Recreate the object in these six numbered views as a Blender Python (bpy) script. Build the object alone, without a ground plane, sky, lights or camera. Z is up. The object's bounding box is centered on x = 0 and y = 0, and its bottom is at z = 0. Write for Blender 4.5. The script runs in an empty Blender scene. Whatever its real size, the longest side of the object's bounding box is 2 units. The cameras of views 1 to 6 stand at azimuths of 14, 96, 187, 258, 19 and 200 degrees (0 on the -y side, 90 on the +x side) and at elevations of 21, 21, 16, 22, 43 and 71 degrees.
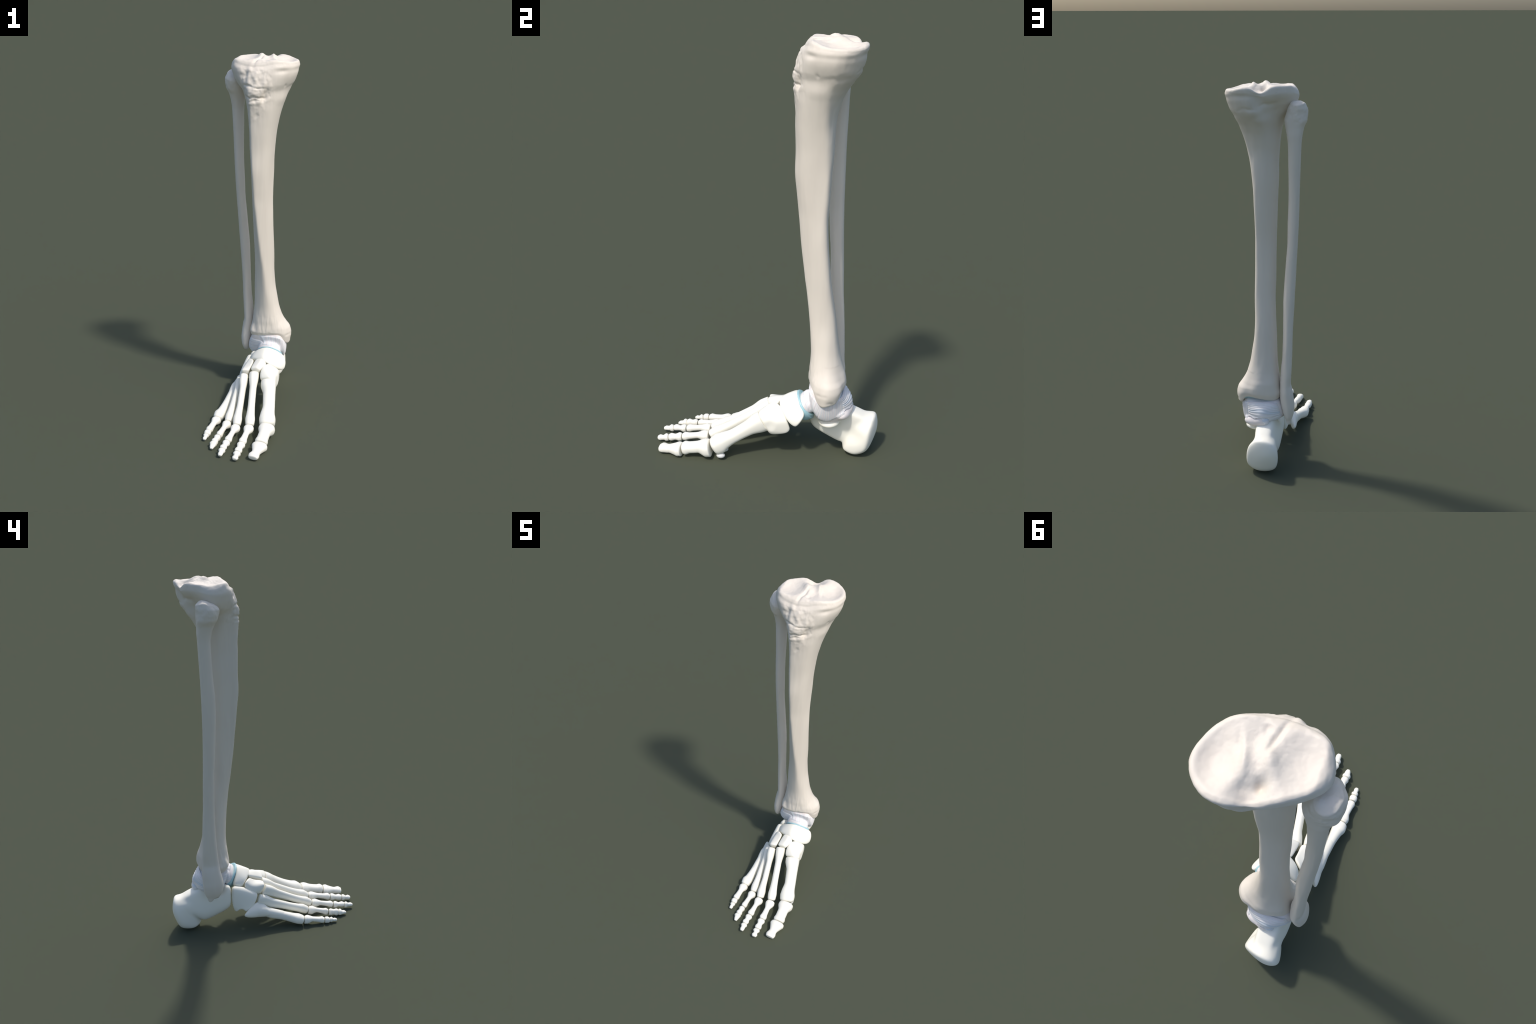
# Human lower-leg and foot skeleton: tibia, fibula, ankle ligaments, tarsals, metatarsals, phalanges.
import bpy, bmesh, math
import numpy as np
from mathutils import Vector, noise

ROOT_NAME = "leg_skeleton"

# ------------------------------------------------------------------ numeric helpers
def pchip(x, y, xi):
    """Monotone cubic interpolation of rows of y over x."""
    x = np.asarray(x, float); y = np.asarray(y, float); xi = np.asarray(xi, float)
    sh = y.shape[1:]; y = y.reshape(len(x), -1)
    h = np.diff(x)[:, None]; d = np.diff(y, axis=0) / h
    m = np.zeros_like(y)
    if len(x) > 2:
        w1 = 2 * h[1:] + h[:-1]; w2 = h[1:] + 2 * h[:-1]
        with np.errstate(divide='ignore', invalid='ignore'):
            mm = (w1 + w2) / (w1 / d[:-1] + w2 / d[1:])
        m[1:-1] = np.where(d[:-1] * d[1:] > 0, np.nan_to_num(mm), 0)
    m[0] = d[0]; m[-1] = d[-1]
    i = np.clip(np.searchsorted(x, xi) - 1, 0, len(x) - 2)
    t = ((xi - x[i]) / h[i, 0])[:, None]; hh = h[i]
    r = ((1 + 2 * t) * (1 - t) ** 2 * y[i] + t * (1 - t) ** 2 * hh * m[i]
         + t * t * (3 - 2 * t) * y[i + 1] + t * t * (t - 1) * hh * m[i + 1])
    return r.reshape((len(xi),) + sh)

def closed_spline(P, n=40):
    """Closed Catmull-Rom curve through control points P."""
    P = np.asarray(P, float); k = len(P); out = []
    t = np.linspace(0, 1, n, endpoint=False)[:, None]
    for i in range(k):
        a, b, c, d = P[i - 1], P[i], P[(i + 1) % k], P[(i + 2) % k]
        out.append(0.5 * (2 * b + (c - a) * t + (2 * a - 5 * b + 4 * c - d) * t ** 2 + (3 * b - a - 3 * c + d) * t ** 3))
    return np.vstack(out)

def smoothstep(a, b, x):
    t = np.clip((x - a) / (b - a), 0, 1)
    return t * t * (3 - 2 * t)

def fractal(P, scale, octaves=3, seed=0.0):
    """Fractal noise sampled at points (about -1..1)."""
    off = Vector((seed * 13.1, seed * 7.7, seed * 3.3))
    return np.array([noise.fractal(Vector(p) * scale + off, 0.9, 2.0, octaves) for p in P])

# ------------------------------------------------------------------ mesh helpers
def make_mesh(name, V, F, mat, smooth=True):
    me = bpy.data.meshes.new(name)
    me.from_pydata([tuple(v) for v in V], [], [tuple(int(i) for i in f) for f in F])
    bm = bmesh.new(); bm.from_mesh(me)
    bmesh.ops.recalc_face_normals(bm, faces=bm.faces)
    bm.to_mesh(me); bm.free()
    if smooth:
        me.polygons.foreach_set("use_smooth", [True] * len(me.polygons))
    me.materials.append(mat)
    ob = bpy.data.objects.new(name, me)
    bpy.context.scene.collection.objects.link(ob)
    ob.parent = root
    return ob

def grid_faces(rows, cols):
    """Quads for a stack of closed rings, row-major."""
    i = np.arange(rows - 1)[:, None]; j = np.arange(cols)[None, :]; jn = (j + 1) % cols
    return np.stack([i * cols + j, i * cols + jn, (i + 1) * cols + jn, (i + 1) * cols + j], -1).reshape(-1, 4)

def vertex_normals(V, F):
    n = np.zeros_like(V); T = np.vstack([F[:, :3], F[:, [0, 2, 3]]]) if F.shape[1] == 4 else F
    fn = np.cross(V[T[:, 1]] - V[T[:, 0]], V[T[:, 2]] - V[T[:, 0]])
    for k in range(3):
        np.add.at(n, T[:, k], fn)
    return n / (np.linalg.norm(n, axis=1)[:, None] + 1e-12)

# ------------------------------------------------------------------ implicit solids
def sd_ellipsoid(P, c, r, rot=None):
    q = P - np.asarray(c)
    if rot is not None:
        q = q @ rot
    r = np.asarray(r); k0 = np.linalg.norm(q / r, axis=-1); k1 = np.linalg.norm(q / (r * r), axis=-1) + 1e-9
    return k0 * (k0 - 1) / k1

def rot_z(deg):
    a = math.radians(deg); c, s = math.cos(a), math.sin(a)
    return np.array([[c, -s, 0], [s, c, 0], [0, 0, 1.0]])

def sd_capsule(P, a, b, ra, rb):
    a = np.asarray(a); b = np.asarray(b); ab = b - a
    t = np.clip(((P - a) @ ab) / (ab @ ab), 0, 1)
    return np.linalg.norm(P - a - t[..., None] * ab, axis=-1) - (ra + (rb - ra) * t)

def hull_planes(points):
    """Outward face planes of the convex hull of landmark points."""
    bm = bmesh.new()
    for p in points:
        bm.verts.new(p)
    r = bmesh.ops.convex_hull(bm, input=bm.verts)
    c = np.mean(np.asarray(points), axis=0); N = []; D = []
    bm.normal_update()
    for f in bm.faces:
        if f.calc_area() < 1e-7:
            continue
        n = np.array(f.normal); d = float(n @ np.array(f.verts[0].co))
        if n @ c > d:
            n, d = -n, -d
        if not any(abs(d - e) < 1e-4 and n @ m > .9995 for m, e in zip(N, D)):
            N.append(n); D.append(d)
    bm.free()
    return np.array(N), np.array(D)

def sd_hull(P, points, k=0.008, q=.15):
    """Rounded convex hull: smooth maximum of its face planes (k = rounding)."""
    N, D = hull_planes(points)
    def lse(Q):
        d = Q @ N.T - D
        m = d.max(-1)
        return m + k * np.log(np.exp((d - m[..., None]) / k).sum(-1))
    # rounding pulls the corners in: shift the level so that the surface passes by the landmarks
    return lse(P) - np.quantile(lse(np.asarray(points, float)), q)

def smin(a, b, k):
    h = np.clip(0.5 + 0.5 * (b - a) / k, 0, 1)
    return b + (a - b) * h - k * h * (1 - h)

def smax(a, b, k):
    return -smin(-a, -b, k)

def surface_nets(f, lo, hi, step):
    """Mesh the zero set of f inside a box (naive surface nets)."""
    lo = np.asarray(lo, float); hi = np.asarray(hi, float)
    n = np.ceil((hi - lo) / step).astype(int) + 1
    g = np.stack(np.meshgrid(*[lo[i] + step * np.arange(n[i]) for i in range(3)], indexing='ij'), -1)
    S = f(g.reshape(-1, 3)).reshape(n)
    ins = S < 0
    c = [S[a:n[0] - 1 + a, b:n[1] - 1 + b, d:n[2] - 1 + d] for a in (0, 1) for b in (0, 1) for d in (0, 1)]
    offs = [(a, b, d) for a in (0, 1) for b in (0, 1) for d in (0, 1)]
    cnt = sum((x < 0).astype(int) for x in c)
    active = (cnt > 0) & (cnt < 8)
    acc = np.zeros(active.shape + (3,)); num = np.zeros(active.shape)
    for i in range(8):
        for j in range(i + 1, 8):
            if sum(abs(offs[i][q] - offs[j][q]) for q in range(3)) != 1:
                continue
            cross = (c[i] < 0) != (c[j] < 0)
            t = np.where(cross, c[i] / (c[i] - c[j] + 1e-20), 0)
            for q in range(3):
                acc[..., q] += np.where(cross, offs[i][q] + t * (offs[j][q] - offs[i][q]), 0)
            num += cross
    idx = -np.ones(active.shape, int); idx[active] = np.arange(active.sum())
    loc = np.argwhere(active)
    V = lo + step * (loc + acc[active] / num[active][:, None])
    F = []
    for ax in range(3):
        b1, b2 = (ax + 1) % 3, (ax + 2) % 3
        sl0 = [slice(None)] * 3; sl1 = [slice(None)] * 3
        sl0[ax] = slice(0, n[ax] - 1); sl1[ax] = slice(1, n[ax])
        e = np.argwhere(ins[tuple(sl0)] != ins[tuple(sl1)])
        e = e[(e[:, b1] > 0) & (e[:, b2] > 0) & (e[:, b1] < n[b1] - 1) & (e[:, b2] < n[b2] - 1)]
        def at(d1, d2):
            q = e.copy(); q[:, b1] += d1; q[:, b2] += d2
            return idx[q[:, 0], q[:, 1], q[:, 2]]
        F.append(np.stack([at(-1, -1), at(0, -1), at(0, 0), at(-1, 0)], -1))
    F = np.vstack(F)
    # project the vertices onto the true surface
    for _ in range(2):
        e = step * 0.3
        G = np.stack([(f(V + e * np.eye(3)[q]) - f(V - e * np.eye(3)[q])) / (2 * e) for q in range(3)], -1)
        V = V - np.clip(f(V), -step, step)[:, None] * G / np.maximum((G * G).sum(1), .2)[:, None]
    return V, F[(F >= 0).all(1)]

def solid(name, f, lo, hi, mat, step=0.0028):
    V, F = surface_nets(f, lo, hi, step)
    return make_mesh(name, V, F, mat)

# ------------------------------------------------------------------ materials
def new_mat(name):
    m = bpy.data.materials.new(name); m.use_nodes = True
    nt = m.node_tree
    return m, nt, nt.nodes["Principled BSDF"]

def noise_node(nt, scale, detail=3, coords=None, rough=.5):
    n = nt.nodes.new("ShaderNodeTexNoise"); n.inputs["Scale"].default_value = scale
    n.inputs["Detail"].default_value = detail; n.inputs["Roughness"].default_value = rough
    nt.links.new(coords, n.inputs["Vector"]); return n

def ramp_node(nt, src, stops):
    r = nt.nodes.new("ShaderNodeValToRGB"); e = r.color_ramp.elements
    while len(e) < len(stops):
        e.new(.5)
    for el, (p, c) in zip(e, stops):
        el.position = p; el.color = (*c, 1)
    nt.links.new(src, r.inputs[0]); return r

def mapped(nt, scale):
    tc = nt.nodes.new("ShaderNodeTexCoord"); mp = nt.nodes.new("ShaderNodeMapping")
    mp.inputs["Scale"].default_value = scale
    nt.links.new(tc.outputs["Object"], mp.inputs["Vector"]); return mp.outputs["Vector"]

def bone_material(name, light, dark, stretch=(1, 1, 1), scale=14, bump=.05, rough=.55, spec=.35):
    m, nt, b = new_mat(name)
    v = mapped(nt, stretch)
    n1 = noise_node(nt, scale, 4, v)
    r = ramp_node(nt, n1.outputs["Fac"], [(.35, dark), (.62, light)])
    nt.links.new(r.outputs[0], b.inputs["Base Color"])
    n2 = noise_node(nt, scale * 9, 3, v)
    bp = nt.nodes.new("ShaderNodeBump"); bp.inputs["Strength"].default_value = bump; bp.inputs["Distance"].default_value = .004
    nt.links.new(n2.outputs["Fac"], bp.inputs["Height"]); nt.links.new(bp.outputs[0], b.inputs["Normal"])
    b.inputs["Roughness"].default_value = rough; b.inputs["Specular IOR Level"].default_value = spec
    return m

MAT_LONG = bone_material("long_bone", (.83, .75, .64), (.795, .715, .61), (1, 1, .12), 16, .06)
MAT_FOOT = bone_material("foot_bone", (.97, .935, .815), (.95, .91, .79), (1, 1, 1), 8, .02, .5, .4)
MAT_TALUS = bone_material("talus_bone", (.86, .79, .75), (.82, .75, .71), (1, 1, 1), 30, .05)
MAT_SESAMOID = bone_material("sesamoid_bone", (.80, .79, .75), (.74, .74, .71), (1, 1, 1), 14, .02, .35, .5)
MAT_LIGAMENT = [bone_material("ligament_white", (.88, .85, .825), (.83, .80, .78), (1, 1, 1), 30, .05),
                bone_material("ligament_pink", (.84, .77, .75), (.80, .73, .715), (1, 1, 1), 30, .05),
                bone_material("ligament_blue", (.76, .785, .805), (.72, .75, .775), (1, 1, 1), 30, .05)]
MAT_CARTILAGE = bone_material("cartilage_blue", (.42, .66, .70), (.38, .61, .66), (1, 1, 1), 20, .02, .35, .5)

root = bpy.data.objects.new(ROOT_NAME, None)
bpy.context.scene.collection.objects.link(root)
root["label"] = "ivory human shin bones and foot skeleton standing upright"
root["category"] = "leg skeleton"

# ------------------------------------------------------------------ shafts of the long bones
NT = 224
THETA = np.linspace(-math.pi, math.pi, NT, endpoint=False)

def section(row):
    """Ring of a shaft: box extents, where each extreme sits, and how full each corner is.
    row = xmin xmax ymin ymax  yL xA yR xP  fLA fAR fRP fPL"""
    x0, x1, y0, y1, yL, xA, yR, xP, f1, f2, f3, f4 = row
    L, A, R, Pp = np.array([x0, yL]), np.array([xA, y0]), np.array([x1, yR]), np.array([xP, y1])
    def corner(p, q, c, f):
        m = (p + q) / 2
        return m + f * (np.array(c) - m)
    pts = [L, corner(L, A, (x0, y0), f1), A, corner(A, R, (x1, y0), f2), R,
           corner(R, Pp, (x1, y1), f3), Pp, corner(Pp, L, (x0, y1), f4)]
    c = np.array([(x0 + x1) / 2, (y0 + y1) / 2])
    d = closed_spline(pts) - c
    a = np.arctan2(d[:, 1], d[:, 0]); r = np.hypot(d[:, 0], d[:, 1])
    o = np.argsort(a); a, r = a[o], r[o]
    a = np.concatenate([a - 2 * math.pi, a, a + 2 * math.pi]); r = np.tile(r, 3)
    return c, np.interp(THETA, a, r)

def shaft(levels, zs):
    """Rings (len(zs), NT, 3) interpolated through the level table."""
    levels = sorted(levels, key=lambda q: q[0])
    z = [q[0] for q in levels]; sec = [section(q[1:]) for q in levels]
    C = pchip(z, np.array([s[0] for s in sec]), zs); R = pchip(z, np.array([s[1] for s in sec]), zs)
    X = C[:, :1] + R * np.cos(THETA); Y = C[:, 1:] + R * np.sin(THETA)
    return np.stack([X, Y, np.repeat(np.asarray(zs)[:, None], NT, 1)], -1), C

def cap_rings(ring, centre, n, zfun, lip, sign):
    """Concentric rings closing an end; zfun(x, y) is the end surface, lip the rounding depth."""
    out = []
    for s in np.linspace(0, 1, n + 1)[1:]:
        q = 1 - s
        xy = centre + (ring[:, :2] - centre) * q
        out.append(np.column_stack([xy, zfun(xy[:, 0], xy[:, 1])]))
    return out

# z, xmin, xmax, ymin, ymax, yL, xA, yR, xP, corners LA AR RP PL
TIBIA = [
 (1.96, -0.15, 0.2, 0.136, 0.403, 0.265, 0, 0.29, 0.085, 0.52, 0.42, 0.44, 0.26),
 (1.94, -0.153, 0.204, 0.122, 0.401, 0.265, 0, 0.285, 0.08, 0.52, 0.42, 0.44, 0.26),
 (1.9, -0.144, 0.195, 0.109, 0.39, 0.255, 0, 0.27, 0.07, 0.44, 0.38, 0.44, 0.1),
 (1.86, -0.12, 0.18, 0.096, 0.377, 0.235, -0.005, 0.265, 0.05, 0.34, 0.34, 0.48, 0),
 (1.82, -0.085, 0.158, 0.09, 0.352, 0.22, -0.008, 0.255, 0.03, 0.3, 0.3, 0.5, 0.08),
 (1.78, -0.07, 0.143, 0.091, 0.326, 0.214, -0.01, 0.233, 0.028, 0.28, 0.32, 0.46, 0.16),
 (1.74, -0.062, 0.129, 0.094, 0.306, 0.212, -0.012, 0.23, 0.028, 0.26, 0.36, 0.38, 0.28),
 (1.7, -0.057, 0.117, 0.098, 0.294, 0.212, -0.013, 0.228, 0.028, 0.24, 0.39, 0.33, 0.38),
 (1.65, -0.053, 0.105, 0.1, 0.284, 0.212, -0.014, 0.228, 0.028, 0.22, 0.41, 0.32, 0.42),
 (1.6, -0.05, 0.095, 0.102, 0.281, 0.212, -0.014, 0.228, 0.026, 0.2, 0.42, 0.36, 0.44),
 (1.5, -0.049, 0.081, 0.107, 0.278, 0.212, -0.014, 0.228, 0.024, 0.18, 0.41, 0.48, 0.45),
 (1.4, -0.044, 0.075, 0.107, 0.2715, 0.21, -0.011, 0.235, 0.022, 0.16, 0.37, 0.6, 0.45),
 (1.3, -0.041, 0.0705, 0.118, 0.2665, 0.21, -0.009, 0.232, 0.022, 0.16, 0.33, 0.7, 0.45),
 (1.2, -0.038, 0.0685, 0.13, 0.2625, 0.21, -0.006, 0.228, 0.02, 0.18, 0.26, 0.7, 0.45),
 (1.1, -0.037, 0.0695, 0.141, 0.2675, 0.214, 0.002, 0.23, 0.02, 0.2, 0.2, 0.68, 0.45),
 (1, -0.036, 0.0705, 0.154, 0.2765, 0.222, 0.008, 0.238, 0.02, 0.22, 0.18, 0.66, 0.45),
 (0.9, -0.034, 0.0715, 0.168, 0.2875, 0.232, 0.015, 0.248, 0.02, 0.26, 0.2, 0.64, 0.45),
 (0.8, -0.038, 0.0705, 0.183, 0.3035, 0.248, 0.024, 0.258, 0.018, 0.3, 0.24, 0.6, 0.45),
 (0.7, -0.043, 0.0735, 0.195, 0.3195, 0.262, 0.03, 0.268, 0.018, 0.36, 0.3, 0.56, 0.45),
 (0.6, -0.047, 0.0865, 0.203, 0.333, 0.275, 0.032, 0.276, 0.018, 0.42, 0.38, 0.48, 0.46),
 (0.55, -0.05, 0.095, 0.206, 0.342, 0.28, 0.032, 0.28, 0.02, 0.44, 0.42, 0.44, 0.48),
 (0.5, -0.056, 0.109, 0.205, 0.353, 0.285, 0.032, 0.285, 0.03, 0.46, 0.44, 0.4, 0.5),
 (0.47, -0.06, 0.122, 0.203, 0.362, 0.288, 0.03, 0.288, 0.036, 0.48, 0.44, 0.38, 0.52),
 (0.44, -0.064, 0.14, 0.202, 0.372, 0.288, 0.026, 0.29, 0.045, 0.5, 0.44, 0.38, 0.54),
 (0.41, -0.07, 0.16, 0.199, 0.376, 0.285, 0.02, 0.29, 0.055, 0.52, 0.42, 0.42, 0.55),
 (0.38, -0.076, 0.167, 0.198, 0.377, 0.282, 0.015, 0.288, 0.055, 0.54, 0.42, 0.44, 0.56),
 (0.345, -0.072, 0.162, 0.206, 0.372, 0.282, 0.015, 0.286, 0.055, 0.54, 0.42, 0.44, 0.56)]

def gauss(x, y, cx, cy, sx, sy, rot=0.0):
    a = math.radians(rot); u = (x - cx) * math.cos(a) + (y - cy) * math.sin(a); v = -(x - cx) * math.sin(a) + (y - cy) * math.cos(a)
    return np.exp(-.5 * ((u / sx) ** 2 + (v / sy) ** 2))

def plateau(x, y):
    """Upper end of the tibia: two dished condyles, two eminences, notches before and behind."""
    z = 1.986 + 0 * x
    z -= .016 * smoothstep(.06, .20, x)
    oval = lambda cx, cy, rx, ry: smoothstep(1.25, .15, np.hypot((x - cx) / rx, (y - cy) / ry))
    z -= .020 * oval(.132, .292, .060, .085)
    z -= .016 * oval(-.072, .240, .062, .078)
    z += .015 * gauss(x, y, .070, .283, .012, .032, 15) + .017 * gauss(x, y, .006, .263, .015, .028, 30)
    z += .003 * gauss(x, y, .035, .275, .03, .03)
    z -= .010 * gauss(x, y, .006, .195, .006, .045, -15)
    z -= .010 * gauss(x, y, .060, .220, .022, .03) + .006 * gauss(x, y, .04, .17, .02, .02)
    z -= .022 * gauss(x, y, .030, .360, .030, .030) + .014 * gauss(x, y, .008, .330, .012, .014)
    z -= .014 * gauss(x, y, .010, .390, .035, .02)
    z -= .026 * smoothstep(.175, .125, y)
    z -= .022 * smoothstep(-.115, -.155, x)
    # groove along the inner dish, pits behind the eminences, small knob in front
    z -= .007 * gauss(x, y, .084, .262, .006, .036, 18) * 1.0
    z -= .010 * gauss(x, y, .006, .330, .010, .012) + .007 * gauss(x, y, .048, .345, .014, .012)
    z += .005 * gauss(x, y, .036, .167, .012, .010) - .004 * gauss(x, y, .036, .185, .008, .012)
    return z

def plafond(x, y):
    """Lower end of the tibia: arched ankle socket and the inner malleolus hanging below it."""
    z = .356 + .016 * gauss(x, y, .07, .28, .05, .2) - .005 * gauss(x, y, -.02, .36, .05, .03)
    z += .012 * smoothstep(.25, .20, y)
    z -= .037 * smoothstep(.100, .142, x) * gauss(x, y, .15, .285, .06, .052)
    z -= .012 * gauss(x, y, .145, .268, .02, .018) + .008 * gauss(x, y, .14, .325, .02, .015)
    return z

# bumps and dents on the surface: x, y, z, radius x, y, z, height
TIBIA_RELIEF = [
 (-.005, .095, 1.820, .030, .05, .020, .003), (-.03, .10, 1.858, .022, .03, .004, -.007), (.02, .10, 1.850, .03, .03, .004, -.004),
 (.03, .10, 1.792, .022, .03, .005, -.006), (-.025, .10, 1.798, .018, .03, .005, -.006), (.005, .095, 1.777, .012, .03, .005, -.006),
 (-.015, .095, 1.765, .012, .03, .006, .003), (.025, .10, 1.768, .010, .03, .006, .003),
 (.060, .118, 1.815, .010, .03, .026, -.010), (.048, .118, 1.785, .010, .03, .012, -.007), (.055, .115, 1.845, .016, .02, .022, .004),
 (.08, .14, 1.78, .02, .03, .03, -.003),
 (.140, .165, 1.928, .030, .025, .010, -.007), (.16, .19, 1.845, .007, .007, .007, -.006),
 (.175, .28, 1.927, .03, .06, .010, -.005), (.15, .30, 1.85, .02, .03, .012, -.004),
 (.14, .25, 1.85, .02, .03, .015, -.003),
 (-.05, .115, 1.92, .012, .03, .03, -.005), (.01, .10, 1.91, .012, .03, .03, .004), (-.03, .1, 1.90, .01, .03, .03, .004),
 (.07, .37, 1.872, .035, .03, .007, -.004), (.0, .36, 1.888, .03, .05, .007, -.004), (-.03, .35, 1.90, .02, .05, .008, -.003),
 (.03, .40, 1.92, .02, .04, .03, -.010), (.12, .40, 1.938, .06, .04, .010, -.005),
 (.07, .26, 1.55, .012, .03, .05, .004), (.05, .27, 1.62, .02, .03, .06, -.003),
 (.012, .12, 1.70, .006, .02, .012, -.003), (-.01, .10, 1.66, .02, .02, .02, -.002),
 (.155, .25, .375, .010, .012, .006, -.003), (.158, .285, .375, .008, .010, .006, -.003),
 (.150, .305, .338, .010, .010, .008, -.006), (.155, .32, .33, .006, .006, .006, -.004),
 (.10, .36, .42, .02, .03, .05, -.006), (.04, .37, .40, .02, .02, .02, .003),
 (.0, .20, .385, .008, .02, .006, -.003), (.05, .20, .395, .008, .02, .006, -.003),
 (-.06, .22, .42, .01, .02, .025, .004), (-.03, .205, .43, .008, .02, .03, -.003)]

def relief(V, N, table):
    """Push bumps and dents into the surface; their outlines wander with a low-frequency warp."""
    warped = V + .010 * np.column_stack([fractal(V, 22, 2, q) for q in (21, 22, 23)])
    for x, y, z, a, b, c, h in table:
        W = warped if (z > 1.6 and (z < 1.9 or (x < .1 and y < .2))) else V
        d = ((W[:, 0] - x) / a) ** 2 + ((W[:, 1] - y) / b) ** 2 + ((W[:, 2] - z) / c) ** 2
        V = V + (h * np.exp(-.5 * d))[:, None] * N
    return V

def close_stack(rings):
    """Stack of rings to vertices and quads; the last and first rings collapse to points."""
    V = np.vstack(rings); return V, grid_faces(len(rings), NT)

def build_tibia():
    zs = np.concatenate([np.linspace(.345, .56, 84), np.linspace(.56, 1.66, 200)[1:], np.linspace(1.66, 1.96, 110)[1:]])
    R, C = shaft(TIBIA, zs)
    # let the last part of the wall run up to the plateau rim and down to the ankle socket
    top = plateau(R[-1, :, 0], R[-1, :, 1]) - .012; bot = plafond(R[0, :, 0], R[0, :, 1]) + .010
    zz = R[:, :, 2]
    k = np.clip((zz - 1.89) / (1.96 - 1.89), 0, 1); zz = zz + k * k * (top - 1.96)
    k = np.clip((.45 - zz) / (.45 - .345), 0, 1); zz = zz + k * k * (bot - .345)
    R[:, :, 2] = zz
    rings = [R[i] for i in range(len(zs))]
    ct = np.array([.025, .262])
    def cap(ring, c, zf, sgn, lip):
        out = []
        for s in np.concatenate([np.linspace(0, .12, 9)[1:], np.linspace(.12, .995, 52)[1:]]):
            xy = c + (ring[:, :2] - c) * (1 - s)
            f = np.sqrt(np.clip(1 - (1 - min(s / .10, 1)) ** 2, 0, 1))
            z = zf(xy[:, 0], xy[:, 1])
            z = z + .0012 * math.exp(-((s - .11) / .045) ** 2) * sgn * (sgn > 0)
            out.append(np.column_stack([xy, ring[:, 2] + (z - ring[:, 2]) * f if s < .10 else z]))
        return out
    rings = rings + cap(R[-1], ct, plateau, 1, .012)
    low = cap(R[0], np.array([.045, .287]), plafond, -1, .01)
    rings = low[::-1] + rings
    V, F = close_stack(rings)
    N = vertex_normals(V, F)
    if N[len(low) * NT + 20 * NT, 0] > 0:   # ring starts at theta = -pi, so its outward normal is -x
        N = -N
    V = relief(V, N, TIBIA_RELIEF)
    # rough bone: front below the plateau, the crest, and the flare above the ankle
    x, y, z = V.T
    rough = smoothstep(1.74, 1.80, z) * smoothstep(1.955, 1.93, z) * smoothstep(.21, .12, y) * smoothstep(-.13, -.06, x) * smoothstep(.12, .06, x)
    rough = np.maximum(rough, .45 * smoothstep(1.62, 1.76, z) * smoothstep(1.8, 1.76, z) * smoothstep(.13, .11, y))
    sel = rough > .01
    V[sel] += (rough[sel] * .0042 * fractal(V[sel] * [1, 1, .7], 30, 3, 1))[:, None] * N[sel]
    low_r = smoothstep(.36, .42, z) * smoothstep(.56, .44, z) * smoothstep(.30, .22, y)
    sel = low_r > .01
    V[sel] += (low_r[sel] * .0022 * fractal(V[sel] * [1, 1, .2], 50, 2, 3))[:, None] * N[sel]
    pl = smoothstep(1.94, 1.965, z)
    sel = pl > .01
    V[sel] += (pl[sel] * .0012 * fractal(V[sel], 45, 3, 5))[:, None] * N[sel]
    sel = (z > .5) & (z < 1.95)
    V[sel] += (.0010 * fractal(V[sel] * [1, 1, .15], 30, 2, 7))[:, None] * N[sel]
    ends = [list(range(NT))[::-1], list(range(len(V) - NT, len(V)))]
    ob = make_mesh("tibia", V, list(F) + ends, MAT_LONG)
    return ob

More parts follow.
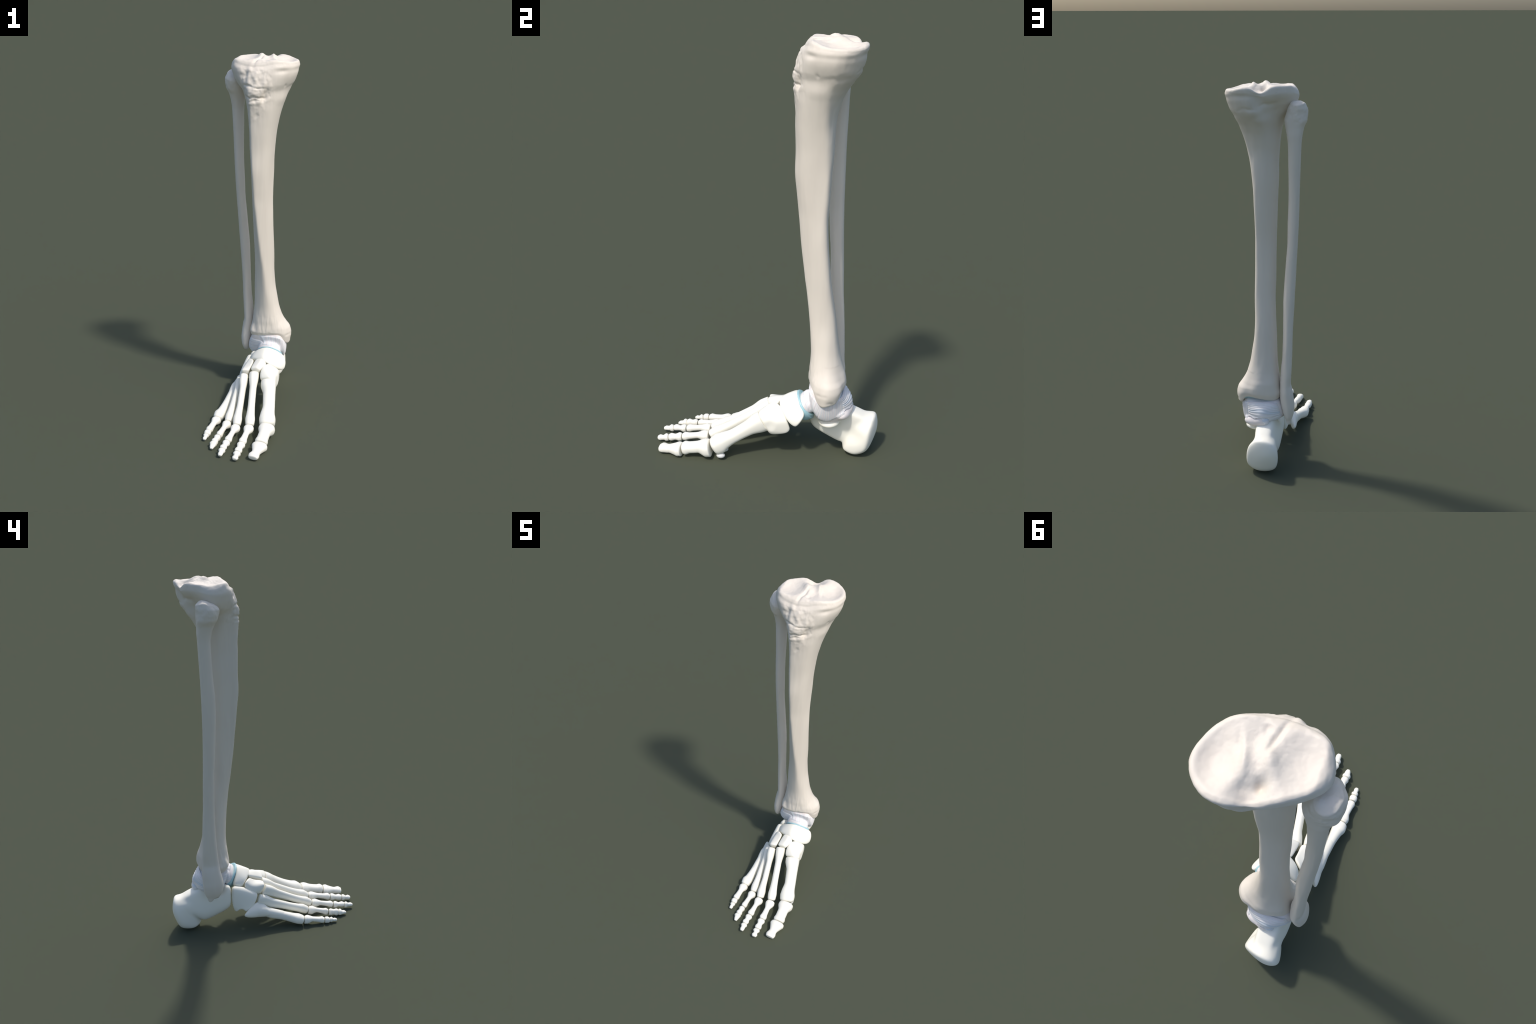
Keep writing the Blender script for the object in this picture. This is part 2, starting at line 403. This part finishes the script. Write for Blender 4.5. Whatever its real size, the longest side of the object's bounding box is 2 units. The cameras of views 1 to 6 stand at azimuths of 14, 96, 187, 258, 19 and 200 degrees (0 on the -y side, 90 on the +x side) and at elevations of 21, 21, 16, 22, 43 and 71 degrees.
FIBULA = [
 (1.88, -0.191, -0.113, 0.22, 0.332, 0.275, -0.15, 0.275, -0.15, 0.3, 0.4, 0.45, 0.45),
 (1.86, -0.201, -0.099, 0.212, 0.333, 0.272, -0.15, 0.275, -0.15, 0.32, 0.42, 0.46, 0.46),
 (1.82, -0.199, -0.0855, 0.222, 0.3325, 0.278, -0.145, 0.28, -0.145, 0.38, 0.34, 0.46, 0.58),
 (1.78, -0.1835, -0.091, 0.243, 0.3315, 0.288, -0.14, 0.29, -0.14, 0.42, 0.34, 0.46, 0.58),
 (1.74, -0.1755, -0.099, 0.257, 0.3325, 0.294, -0.14, 0.295, -0.14, 0.44, 0.34, 0.46, 0.58),
 (1.7, -0.1715, -0.104, 0.264, 0.3305, 0.297, -0.142, 0.297, -0.14, 0.42, 0.32, 0.44, 0.56),
 (1.6, -0.1685, -0.106, 0.263, 0.3285, 0.297, -0.14, 0.292, -0.14, 0.38, 0.3, 0.42, 0.54),
 (1.5, -0.1655, -0.107, 0.259, 0.3275, 0.297, -0.138, 0.288, -0.14, 0.34, 0.28, 0.4, 0.52),
 (1.4, -0.1625, -0.105, 0.253, 0.3275, 0.296, -0.136, 0.282, -0.142, 0.32, 0.26, 0.4, 0.5),
 (1.3, -0.1595, -0.102, 0.254, 0.3285, 0.297, -0.132, 0.282, -0.14, 0.32, 0.24, 0.4, 0.5),
 (1.2, -0.1555, -0.101, 0.261, 0.3295, 0.3, -0.128, 0.286, -0.134, 0.34, 0.24, 0.42, 0.52),
 (1.1, -0.1505, -0.094, 0.267, 0.3325, 0.304, -0.123, 0.292, -0.128, 0.36, 0.26, 0.42, 0.52),
 (1, -0.1465, -0.0875, 0.275, 0.3365, 0.31, -0.118, 0.298, -0.122, 0.38, 0.28, 0.4, 0.52),
 (0.9, -0.1415, -0.0815, 0.278, 0.3415, 0.314, -0.112, 0.302, -0.116, 0.4, 0.28, 0.38, 0.54),
 (0.8, -0.1365, -0.0815, 0.282, 0.3455, 0.318, -0.108, 0.306, -0.11, 0.4, 0.3, 0.36, 0.54),
 (0.7, -0.1325, -0.0815, 0.284, 0.3525, 0.322, -0.106, 0.31, -0.106, 0.4, 0.32, 0.34, 0.56),
 (0.6, -0.1305, -0.0785, 0.282, 0.3585, 0.325, -0.104, 0.312, -0.102, 0.4, 0.34, 0.34, 0.56),
 (0.5, -0.127, -0.069, 0.278, 0.3635, 0.328, -0.102, 0.314, -0.1, 0.4, 0.36, 0.36, 0.56),
 (0.44, -0.124, -0.0655, 0.273, 0.366, 0.324, -0.1, 0.312, -0.1, 0.4, 0.38, 0.4, 0.36),
 (0.4, -0.132, -0.0655, 0.268, 0.371, 0.324, -0.102, 0.314, -0.1, 0.42, 0.38, 0.44, 0.36),
 (0.36, -0.138, -0.0655, 0.26, 0.371, 0.324, -0.105, 0.316, -0.105, 0.42, 0.36, 0.46, 0.36),
 (0.32, -0.142, -0.0715, 0.254, 0.37, 0.322, -0.108, 0.319, -0.11, 0.42, 0.32, 0.46, 0.36),
 (0.29, -0.141, -0.0785, 0.256, 0.367, 0.32, -0.11, 0.32, -0.112, 0.42, 0.3, 0.46, 0.36),
 (0.26, -0.136, -0.0875, 0.266, 0.361, 0.318, -0.112, 0.32, -0.114, 0.42, 0.3, 0.46, 0.36),
 (0.235, -0.128, -0.096, 0.284, 0.35, 0.32, -0.114, 0.322, -0.115, 0.42, 0.42, 0.44, 0.36)]

def fib_top(x, y):
    u = y - .296
    soft = np.sqrt(u * u + .0003) - .017
    return 1.913 - .50 * np.where(u < 0, soft, 1.5 * soft) - 6.0 * (x + .150) ** 2

def fib_low(x, y):
    return .212 + 2.2 * ((x + .116) ** 2 / .04 + (y - .335) ** 2 / .06) + 0 * x

def build_fibula():
    zs = np.concatenate([np.linspace(.235, .5, 70), np.linspace(.5, 1.7, 180)[1:], np.linspace(1.7, 1.88, 60)[1:]])
    R, C = shaft(FIBULA, zs)
    top = fib_top(R[-1, :, 0], R[-1, :, 1]) - .006
    zz = R[:, :, 2]; k = np.clip((zz - 1.80) / .08, 0, 1)
    R[:, :, 2] = zz + k * k * (top - 1.88)
    def cap(ring, c, zf):
        out = []
        for s in np.concatenate([np.linspace(0, .3, 9)[1:], np.linspace(.3, .98, 20)[1:]]):
            xy = c + (ring[:, :2] - c) * (1 - s)
            f = np.sqrt(1 - (1 - min(s / .45, 1)) ** 2)
            z = zf(xy[:, 0], xy[:, 1])
            out.append(np.column_stack([xy, ring[:, 2] + (z - ring[:, 2]) * f]))
        return out
    hi = cap(R[-1], np.array([-.152, .285]), fib_top); lo = cap(R[0], np.array([-.1155, .332]), fib_low)
    rings = lo[::-1] + list(R) + hi
    V, F = close_stack(rings); N = vertex_normals(V, F)
    if N[len(lo) * NT + 20 * NT, 0] > 0:
        N = -N
    V = V + (.0010 * fractal(V * [1, 1, .12], 34, 2, 9))[:, None] * N
    hd = smoothstep(1.78, 1.83, V[:, 2]); sel = hd > .01
    V[sel] += (hd[sel] * .0016 * fractal(V[sel], 40, 3, 11))[:, None] * N[sel]
    ends = [list(range(NT))[::-1], list(range(len(V) - NT, len(V)))]
    return make_mesh("fibula", V, list(F) + ends, MAT_LONG)

# ------------------------------------------------------------------ small tubular bones
def finger_bone(name, top_a, top_b, rows, mat=None, lean=0.0, base_round=.006, head_round=.012, squareness=2.4, bow=0.0):
    """Bone between two landmarks on its upper edge.
    rows: t, width, height, drop of the upper edge, sideways shift; t runs 0 (base) to 1 (head)."""
    a = np.array(top_a, float); b = np.array(top_b, float)
    ax = b - a; L = np.linalg.norm(ax); ax /= L
    up = np.array([0, 0, 1.0]); side = np.cross(ax, up); side /= np.linalg.norm(side)
    up = np.cross(side, ax)
    up, side = up * math.cos(lean) + side * math.sin(lean), side * math.cos(lean) - up * math.sin(lean)
    rows = np.array([list(r) + [0] * (5 - len(r)) for r in rows], float)
    t = np.concatenate([np.linspace(0, 1, 48)])
    S = pchip(rows[:, 0], rows[:, 1:], t)
    n = 44; th = np.linspace(0, 2 * math.pi, n, endpoint=False); e = 2 / squareness
    cx = np.sign(np.cos(th)) * np.abs(np.cos(th)) ** e; cy = np.sign(np.sin(th)) * np.abs(np.sin(th)) ** e
    def ring(tt, s, shrink=1.0, push=0.0):
        w, h, drop, sh = s
        c = a + ax * (tt * L + push) - up * (drop + h / 2) + side * sh + up * bow * math.sin(math.pi * min(max(tt, 0), 1))
        return c + np.outer(cx * w / 2 * shrink, side) + np.outer(cy * h / 2 * shrink, up)
    rings = []
    for q in np.linspace(.02, .98, 7)[::1]:            # base end, nearly flat
        an = math.pi / 2 * (1 - q); rings.append(ring(0, S[0], math.cos(an) ** .3, -base_round * math.sin(an)))
    rings += [ring(tt, s) for tt, s in zip(t, S)]
    for q in np.linspace(.02, .98, 9)[::-1]:           # domed head
        an = math.pi / 2 * (1 - q); rings.append(ring(1, S[-1], math.cos(an) ** .5, head_round * math.sin(an)))
    V = np.vstack(rings); F = grid_faces(len(rings), n)
    ends = [list(range(n))[::-1], list(range(len(V) - n, len(V)))]
    return make_mesh(name, V, list(F) + ends, mat or MAT_FOOT)

# upper-edge landmarks of every ray, from the metatarsal base to the toe tip
RAYS = {
 1: dict(base=(.105, -.027, .236), mt=(.154, -.268, .095), pp=(.1494, -.4036, .060), tip=(.134, -.516, .036)),
 2: dict(base=(.012, .008, .250), mt=(.059, -.286, .082), pp=(.0507, -.4198, .054), mp=(.0456, -.4897, .040), tip=(.0445, -.544, .027)),
 3: dict(base=(-.046, -.001, .234), mt=(-.015, -.287, .074), pp=(-.0331, -.4129, .048), mp=(-.0402, -.4804, .040), tip=(-.041, -.531, .027)),
 4: dict(base=(-.078, .042, .194), mt=(-.0745, -.250, .067), pp=(-.0971, -.3651, .043), mp=(-.1053, -.425, .037), tip=(-.106, -.471, .020)),
 5: dict(base=(-.101, .062, .138), mt=(-.150, -.204, .054), pp=(-.1677, -.320, .036), mp=(-.1679, -.3516, .031), tip=(-.1705, -.394, .019)),
}

def lerp(a, b, t):
    return tuple(np.array(a) + (np.array(b) - np.array(a)) * t)

def gap(a, b, g0=.002, g1=.002):
    a = np.array(a); b = np.array(b); d = (b - a) / np.linalg.norm(b - a)
    return a + d * g0, b - d * g1

def build_forefoot():
    mts = {
     1: [(0, .087, .100, .0, 0), (.08, .086, .096, .0, 0), (.3, .070, .068, .008, -.006), (.6, .068, .060, .012, -.006), (.82, .082, .076, .006), (.93, .091, .092, .0), (1, .088, .086, .003)],
     2: [(0, .058, .066, .0), (.1, .054, .062, -.002), (.3, .039, .050, .006), (.6, .039, .044, .007), (.82, .046, .046, .003), (.92, .053, .054, -.003), (1, .049, .050, .001)],
     3: [(0, .048, .062, .0), (.1, .048, .060, -.002), (.3, .036, .050, .006, -.002), (.6, .036, .044, .007, -.002), (.82, .042, .046, .002), (.92, .049, .053, -.003), (1, .045, .049, .001)],
     4: [(0, .044, .062, .0), (.1, .046, .060, -.003), (.3, .039, .054, .006), (.6, .038, .045, .006), (.82, .042, .046, .002), (.92, .048, .052, -.003), (1, .044, .047, .001)],
     5: [(0, .046, .050, .0), (.1, .048, .054, -.002), (.3, .049, .056, .002), (.6, .046, .049, .003), (.82, .055, .053, .002), (.92, .065, .055, -.002, .003), (1, .058, .050, .001, .003)]}
    for k in range(1, 6):
        r = RAYS[k]; a, b = gap(r['base'], r['mt'], .0070 if k > 1 else .010, .0125 if k > 1 else .0185)
        ob = finger_bone("metatarsal", a, b, mts[k], head_round=.014 if k > 1 else .022, squareness=2.5 if k == 1 else 2.3, base_round=.005)
        if k == 5:      # the outer metatarsal carries a knob reaching back past its joint
            knob = [(-.094, .066, .152), (-.076, .060, .146), (-.088, .066, .112), (-.130, .148, .104), (-.118, .142, .086), (-.134, .132, .092),
                    (-.112, .105, .071), (-.104, .02, .134), (-.126, .02, .118), (-.124, .02, .080), (-.100, .02, .084), (-.128, .09, .118), (-.100, .12, .105)]
            def base(P):
                return smin(sd_hull(P, knob, .006), sd_capsule(P, (-.106, .04, .104), (-.126, -.075, .070), .027, .0225), .02)
            V, F = surface_nets(base, (-.17, -.11, .045), (-.06, .17, .17), .0028)
            kn = make_mesh("knob", V, F, MAT_FOOT)
            bm = bmesh.new(); bm.from_mesh(ob.data); bm.from_mesh(kn.data); bm.to_mesh(ob.data); bm.free()
            bpy.data.objects.remove(kn)
    pps = {
     1: [(0, .088, .080, .004), (.12, .090, .082, .0), (.45, .062, .052, .004), (.75, .062, .050, .002), (.92, .070, .058, -.003), (1, .064, .052, .0)],
     2: [(0, .050, .046, .003), (.1, .055, .048, -.001), (.45, .031, .028, .004), (.75, .034, .030, .003), (.93, .043, .038, -.001), (1, .038, .034, .002)],
     3: [(0, .046, .046, .003), (.1, .051, .048, -.001), (.45, .027, .026, .004), (.75, .031, .028, .003), (.93, .040, .036, -.001), (1, .036, .032, .002)],
     4: [(0, .044, .046, .003), (.1, .050, .048, -.001), (.45, .027, .026, .004), (.75, .029, .030, .003), (.93, .035, .040, -.001), (1, .031, .036, .002)],
     5: [(0, .048, .044, .003), (.1, .053, .046, -.001), (.45, .032, .026, .004), (.75, .034, .028, .003), (.93, .039, .035, -.001), (1, .035, .031, .002)]}
    for k in range(1, 6):
        r = RAYS[k]; a, b = gap(r['mt'], r['pp'], .0062, .008)
        finger_bone("phalanx", a, b, pps[k], head_round=.007)
    mps = {
     2: [(0, .040, .036, .002), (.12, .045, .039, -.001), (.5, .031, .028, .004), (.85, .041, .034, .0), (1, .036, .030, .002)],
     3: [(0, .036, .034, .002), (.12, .041, .037, -.001), (.5, .028, .023, .005), (.85, .038, .027, .0), (1, .032, .024, .002)],
     4: [(0, .032, .036, .002), (.12, .036, .039, -.001), (.5, .028, .031, .003), (.85, .037, .040, -.001), (1, .032, .034, .002)],
     5: [(0, .034, .032, .001), (.3, .037, .034, -.001), (.7, .037, .034, -.001), (1, .033, .030, .002)]}
    for k in range(2, 6):
        r = RAYS[k]; a, b = gap(r['pp'], r['mp'], .0055, .0065)
        finger_bone("phalanx", a, b, mps[k], head_round=.005, base_round=.004)
    dps = {
     1: [(0, .080, .056, .003), (.12, .086, .057, .0), (.30, .070, .048, .003), (.62, .046, .038, .005), (.88, .058, .038, -.001), (1, .052, .030, .003)],
     2: [(0, .036, .032, .002), (.15, .041, .034, -.001), (.5, .024, .023, .004), (.85, .034, .025, .0), (1, .028, .020, .002)],
     3: [(0, .034, .031, .002), (.15, .038, .033, -.001), (.5, .025, .021, .004), (.85, .026, .020, .001), (1, .021, .016, .003)],
     4: [(0, .035, .031, .001), (.15, .040, .033, -.001), (.5, .030, .023, .004), (.85, .024, .018, .002), (1, .019, .014, .004)],
     5: [(0, .028, .025, .002), (.15, .032, .027, -.001), (.5, .020, .017, .004), (.85, .022, .018, .001), (1, .018, .014, .003)]}
    for k in range(1, 6):
        r = RAYS[k]; a, b = gap(r['mp' if k > 1 else 'pp'], r['tip'], .0055, .006)
        finger_bone("phalanx", a, b, dps[k], head_round=.006, base_round=.004)
    # the outer metatarsal carries a knob reaching back past its joint
    for c in ((.166, -.206, .021), (.122, -.196, .029)):
        f = lambda P, c=c: sd_ellipsoid(P, c, (.016, .021, .013))
        solid("sesamoid", f, np.array(c) - .03, np.array(c) + .03, MAT_SESAMOID, .002)

# ------------------------------------------------------------------ tarsal bones
NAVICULAR = [(.015, .148, .320), (.06, .150, .332), (.118, .166, .306), (.0, .094, .280), (.04, .086, .302), (.075, .064, .278),
 (.137, .110, .222), (.163, .168, .228), (.155, .150, .203), (.150, .190, .262), (.145, .130, .205),
 (-.024, .112, .275), (-.042, .178, .262), (-.040, .134, .242), (.02, .15, .205), (.09, .16, .200), (-.01, .175, .225)]
MEDIAL_CUNEIFORM = [(.080, .068, .268), (.137, .106, .214), (.134, .122, .172), (.060, -.022, .214), (.070, -.026, .228), (.118, -.030, .236),
 (.143, .002, .200), (.124, .016, .146), (.124, .026, .135), (.135, .106, .152), (.050, .006, .246), (.060, .028, .268),
 (.145, .022, .165), (.085, .015, .150), (.085, .10, .155), (.06, .0, .19), (.142, .06, .205)]
MIDDLE_CUNEIFORM = [(.004, .086, .279), (.04, .078, .292), (.071, .054, .278), (.044, .010, .252), (.030, .006, .268), (-.008, .010, .258),
 (.036, .034, .288), (.018, .030, .20), (.035, .075, .20), (.0, .06, .262)]
LATERAL_CUNEIFORM = [(-.006, .086, .277), (-.034, .094, .283), (-.050, .126, .255), (-.070, .080, .208), (-.069, .044, .200), (-.066, .008, .240),
 (-.048, .006, .248), (-.020, .010, .248), (-.040, .03, .17), (-.040, .10, .18), (-.015, .05, .258)]
CUBOID = [(-.074, .195, .246), (-.050, .186, .252), (-.056, .142, .246), (-.082, .068, .201), (-.070, .055, .199), (-.098, .074, .157),
 (-.102, .130, .104), (-.076, .186, .106), (-.083, .201, .148), (-.025, .195, .222), (-.028, .19, .14), (-.045, .08, .15), (-.040, .13, .232),
 (-.090, .16, .185)]
CALC_HEEL = [(.094, .490, .10), (.088, .482, .05), (.084, .492, .145), (.052, .512, .182), (.015, .524, .203), (-.035, .529, .192),
 (-.064, .530, .15), (-.070, .512, .08), (-.05, .505, .035), (.0, .541, .12), (-.035, .544, .13), (.03, .495, .02), (.0, .445, .002),
 (.05, .44, .004), (.078, .43, .022), (.066, .382, .030), (.064, .386, .055), (-.045, .42, .018), (.0, .378, .032), (.045, .45, .172), (-.052, .45, .174)]
CALC_BODY = [(.042, .50, .188), (-.030, .505, .192), (.054, .42, .188), (-.057, .42, .184), (.054, .380, .240), (-.062, .33, .200), (-.035, .365, .256),
 (.040, .37, .05), (-.048, .37, .052), (.018, .232, .118), (-.06, .25, .105), (-.074, .215, .222), (-.081, .212, .150), (-.02, .214, .116),
 (-.020, .210, .250), (-.058, .206, .258), (.03, .29, .16), (-.073, .28, .17), (.048, .43, .12), (-.066, .43, .12), (-.076, .34, .135), (-.070, .38, .09), (.02, .275, .094), (-.02, .30, .082)]

def calcaneus(P):
    d = smin(sd_hull(P, CALC_HEEL, .009), sd_hull(P, CALC_BODY, .010), .02)
    d = smin(d, sd_ellipsoid(P, (.068, .305, .190), (.050, .050, .022)), .015)
    d = smax(d, -sd_ellipsoid(P, (.142, .385, .125), (.080, .085, .055)), .03)
    d = smax(d, -sd_ellipsoid(P, (-.085, .283, .268), (.080, .050, .056)), .02)
    return d

TALUS_BODY = [(-.050, .220, .366), (.112, .220, .376), (-.055, .352, .345), (.110, .348, .345), (-.088, .29, .25), (-.056, .275, .222),
 (.128, .27, .232), (.118, .337, .262), (-.088, .338, .27), (.098, .35, .215), (.07, .345, .200), (-.055, .368, .255), (.06, .390, .235),
 (.02, .408, .29), (.135, .29, .32), (.0, .40, .31), (.135, .24, .27)]

def talus(P):
    d = sd_hull(P, TALUS_BODY, .010)
    head = sd_ellipsoid(P, (.058, .192, .272), (.075, .042, .062), rot_z(-12))
    d = smin(d, head, .03)
    d = smin(d, sd_ellipsoid(P, (.022, .400, .252), (.035, .020, .024)), .012)
    d = smin(d, sd_ellipsoid(P, (.062, .370, .243), (.056, .036, .028), rot_z(-12)), .015)
    return d

def build_hindfoot():
    def hull_bone(name, pts, k=.007, extra=None):
        pts = np.array(pts); lo = pts.min(0) - .012; hi = pts.max(0) + .012
        f = lambda P: (sd_hull(P, pts, k, .05) if extra is None else extra(P, sd_hull(P, pts, k, .05)))
        solid(name, f, lo, hi, MAT_FOOT, .0026)
    hull_bone("navicular", NAVICULAR, .0055, lambda P, d: smax(d, -sd_ellipsoid(P, (.058, .200, .270), (.078, .050, .064), rot_z(-12)), .006))
    hull_bone("cuneiform", MEDIAL_CUNEIFORM, .005, lambda P, d: smax(d, -sd_ellipsoid(P, (.172, .028, .195), (.030, .03, .04)), .016))
    hull_bone("cuneiform", MIDDLE_CUNEIFORM, .0038, lambda P, d: smax(d, -sd_ellipsoid(P, (.012, .058, .309), (.022, .03, .016)), .008))
    hull_bone("cuneiform", LATERAL_CUNEIFORM, .0045, lambda P, d: smax(d, -sd_ellipsoid(P, (-.062, .052, .292), (.055, .06, .042), rot_z(20)), .02))
    hull_bone("cuboid", CUBOID, .006, lambda P, d: smax(d, -sd_ellipsoid(P, (-.09, .155, .088), (.06, .022, .032)), .012))
    solid("calcaneus", calcaneus, (-.125, .185, -.02), (.125, .565, .31), MAT_FOOT, .003)
    solid("talus", talus, (-.12, .13, .17), (.16, .45, .39), MAT_TALUS, .0028)
    cart = lambda P: smax(sd_ellipsoid(P, (.060, .196, .266), (.077, .050, .069), rot_z(-14)), P[..., 1] - .160 - .85 * (.32 - P[..., 2]), .003)
    def disc(P):
        rim = (np.hypot((P[..., 0] - .058) / .0735, (P[..., 2] - .272) / .0630) - 1) * .07
        return smax(rim, np.abs(P[..., 1] - .158 - .6 * (.325 - P[..., 2])) - .005, .003)
    pad = cart
    cart = lambda P: smin(pad(P), disc(P), .010)
    solid("cartilage", cart, (-.05, .12, .18), (.18, .28, .36), MAT_CARTILAGE, .0028)

def build_socket_cartilage():
    z = np.linspace(.33, .37, 5)
    R, C = shaft(TIBIA, [.36]); ring = R[0]; c = np.array([.045, .287])
    rings = []
    for s, dz in [(.02, -.003), (.82, -.003), (.86, -.0025), (.88, -.001), (.88, .010), (.5, .010), (.02, .010)]:
        xy = c + (ring[:, :2] - c) * s
        xy[:, 0] = np.minimum(xy[:, 0], .118)
        rings.append(np.column_stack([xy, plafond(xy[:, 0], xy[:, 1]) + dz]))
    V = np.vstack(rings); F = grid_faces(len(rings), NT)
    make_mesh("cartilage", V, list(F) + [list(range(NT))[::-1], list(range(len(V) - NT, len(V)))], MAT_CARTILAGE)

# ------------------------------------------------------------------ ligament sheets of parallel strands
def ligament(start, end, strands, thick=.003, ridge=.0016, mat=None, f=talus):
    """Sheet of strands running from curve start to curve end, laid on the ankle capsule."""
    nu, nv = strands * 4, 36
    def curve(P, s):
        P = np.array(P, float); return pchip(np.linspace(0, 1, len(P)), P, s)
    s = np.linspace(0, 1, nu + 1); A = curve(start, s); B = curve(end, s)
    t = np.linspace(0, 1, nv)
    P = A[:, None] + (B - A)[:, None] * t[None, :, None]
    V = P.reshape(-1, 3)
    for _ in range(6):
        e = .002
        G = np.stack([(f(V + e * np.eye(3)[q]) - f(V - e * np.eye(3)[q])) / (2 * e) for q in range(3)], -1)
        G /= np.linalg.norm(G, axis=1)[:, None] + 1e-9
        V = V - .8 * f(V)[:, None] * G
    G = G.reshape(nu + 1, nv, 3); V = V.reshape(nu + 1, nv, 3)
    wob = np.array([noise.noise(Vector((a * strands * .7, 1.7, 0))) for a in s])
    rr = np.abs(np.sin(math.pi * s * strands + 1.2 * wob)) ** .7 * (1 + .5 * wob)
    edge = smoothstep(0, .06, np.minimum(s, 1 - s))
    h = (thick * edge + ridge * rr * edge)[:, None] * smoothstep(0, .12, np.minimum(t, 1 - t))[None]
    top = V + G * h[..., None]; bot = V - G * .004
    VV = np.vstack([top.reshape(-1, 3), bot.reshape(-1, 3)])
    i = np.arange(nu)[:, None]; j = np.arange(nv - 1)[None]
    q = np.stack([i * nv + j, (i + 1) * nv + j, (i + 1) * nv + j + 1, i * nv + j + 1], -1).reshape(-1, 4)
    m = (nu + 1) * nv; F = [*q, *(q[:, ::-1] + m)]
    for jj in range(nv - 1):
        F += [(jj, jj + 1, m + jj + 1, m + jj), (nu * nv + jj + 1, nu * nv + jj, m + nu * nv + jj, m + nu * nv + jj + 1)]
    for ii in range(nu):
        F += [((ii + 1) * nv, ii * nv, m + ii * nv, m + (ii + 1) * nv), (ii * nv + nv - 1, (ii + 1) * nv + nv - 1, m + (ii + 1) * nv + nv - 1, m + ii * nv + nv - 1)]
    ob = make_mesh("ligament", VV, F, MAT_LIGAMENT[0])
    for m2 in MAT_LIGAMENT[1:]:
        ob.data.materials.append(m2)
    # every strand keeps one tint; narrow bluish and pinkish lines run between whiter ones
    strand = (np.repeat(s[:-1], nv - 1) * strands + .5).astype(int)
    tint = [(0, 0, 1, 0, 2, 0, 1, 0, 0, 2)[(q * 7 + len(start) * 3) % 10] for q in strand]
    for p, q in zip(list(ob.data.polygons)[:len(tint)], tint):
        p.material_index = q
    return ob

def build_ligaments():
    # inner front: from the malleolus and the front edge of the socket forward to the talus neck
    ligament([(-.01, .215, .372), (.06, .208, .378), (.115, .213, .372), (.142, .25, .34), (.142, .280, .322)],
             [(.01, .190, .325), (.07, .180, .325), (.118, .190, .30), (.128, .222, .235), (.112, .25, .212)], 84, .002, .0013)
    # inner middle: straight down from the malleolus tip
    ligament([(.142, .268, .328), (.140, .29, .325), (.136, .312, .325)], [(.118, .248, .212), (.116, .285, .216), (.116, .318, .226)], 30, .0036, .0013)
    # inner back: fan from the malleolus to the rear knob
    ligament([(.138, .300, .33), (.130, .335, .34), (.110, .372, .345)], [(.114, .305, .224), (.112, .34, .235), (.100, .380, .255)], 40, .0026, .0013)
    # rear: level strands between malleolus and fibula
    ligament([(.122, .362, .350), (.118, .372, .31), (.108, .376, .262)], [(-.064, .368, .350), (-.078, .370, .30), (-.088, .360, .260)], 9, .0030, .0034)
    ligament([(.03, .402, .280), (.02, .408, .262), (.0, .408, .240)], [(-.086, .362, .275), (-.090, .350, .255), (-.07, .365, .235)], 9, .0022, .0014)
    # outer front: strands from fibula to talus
    ligament([(-.07, .240, .350), (-.088, .27, .29), (-.068, .275, .228)], [(.015, .200, .338), (.0, .200, .29), (-.02, .222, .232)], 44, .002, .0013)

build_tibia(); build_fibula(); build_forefoot(); build_hindfoot(); build_socket_cartilage(); build_ligaments()
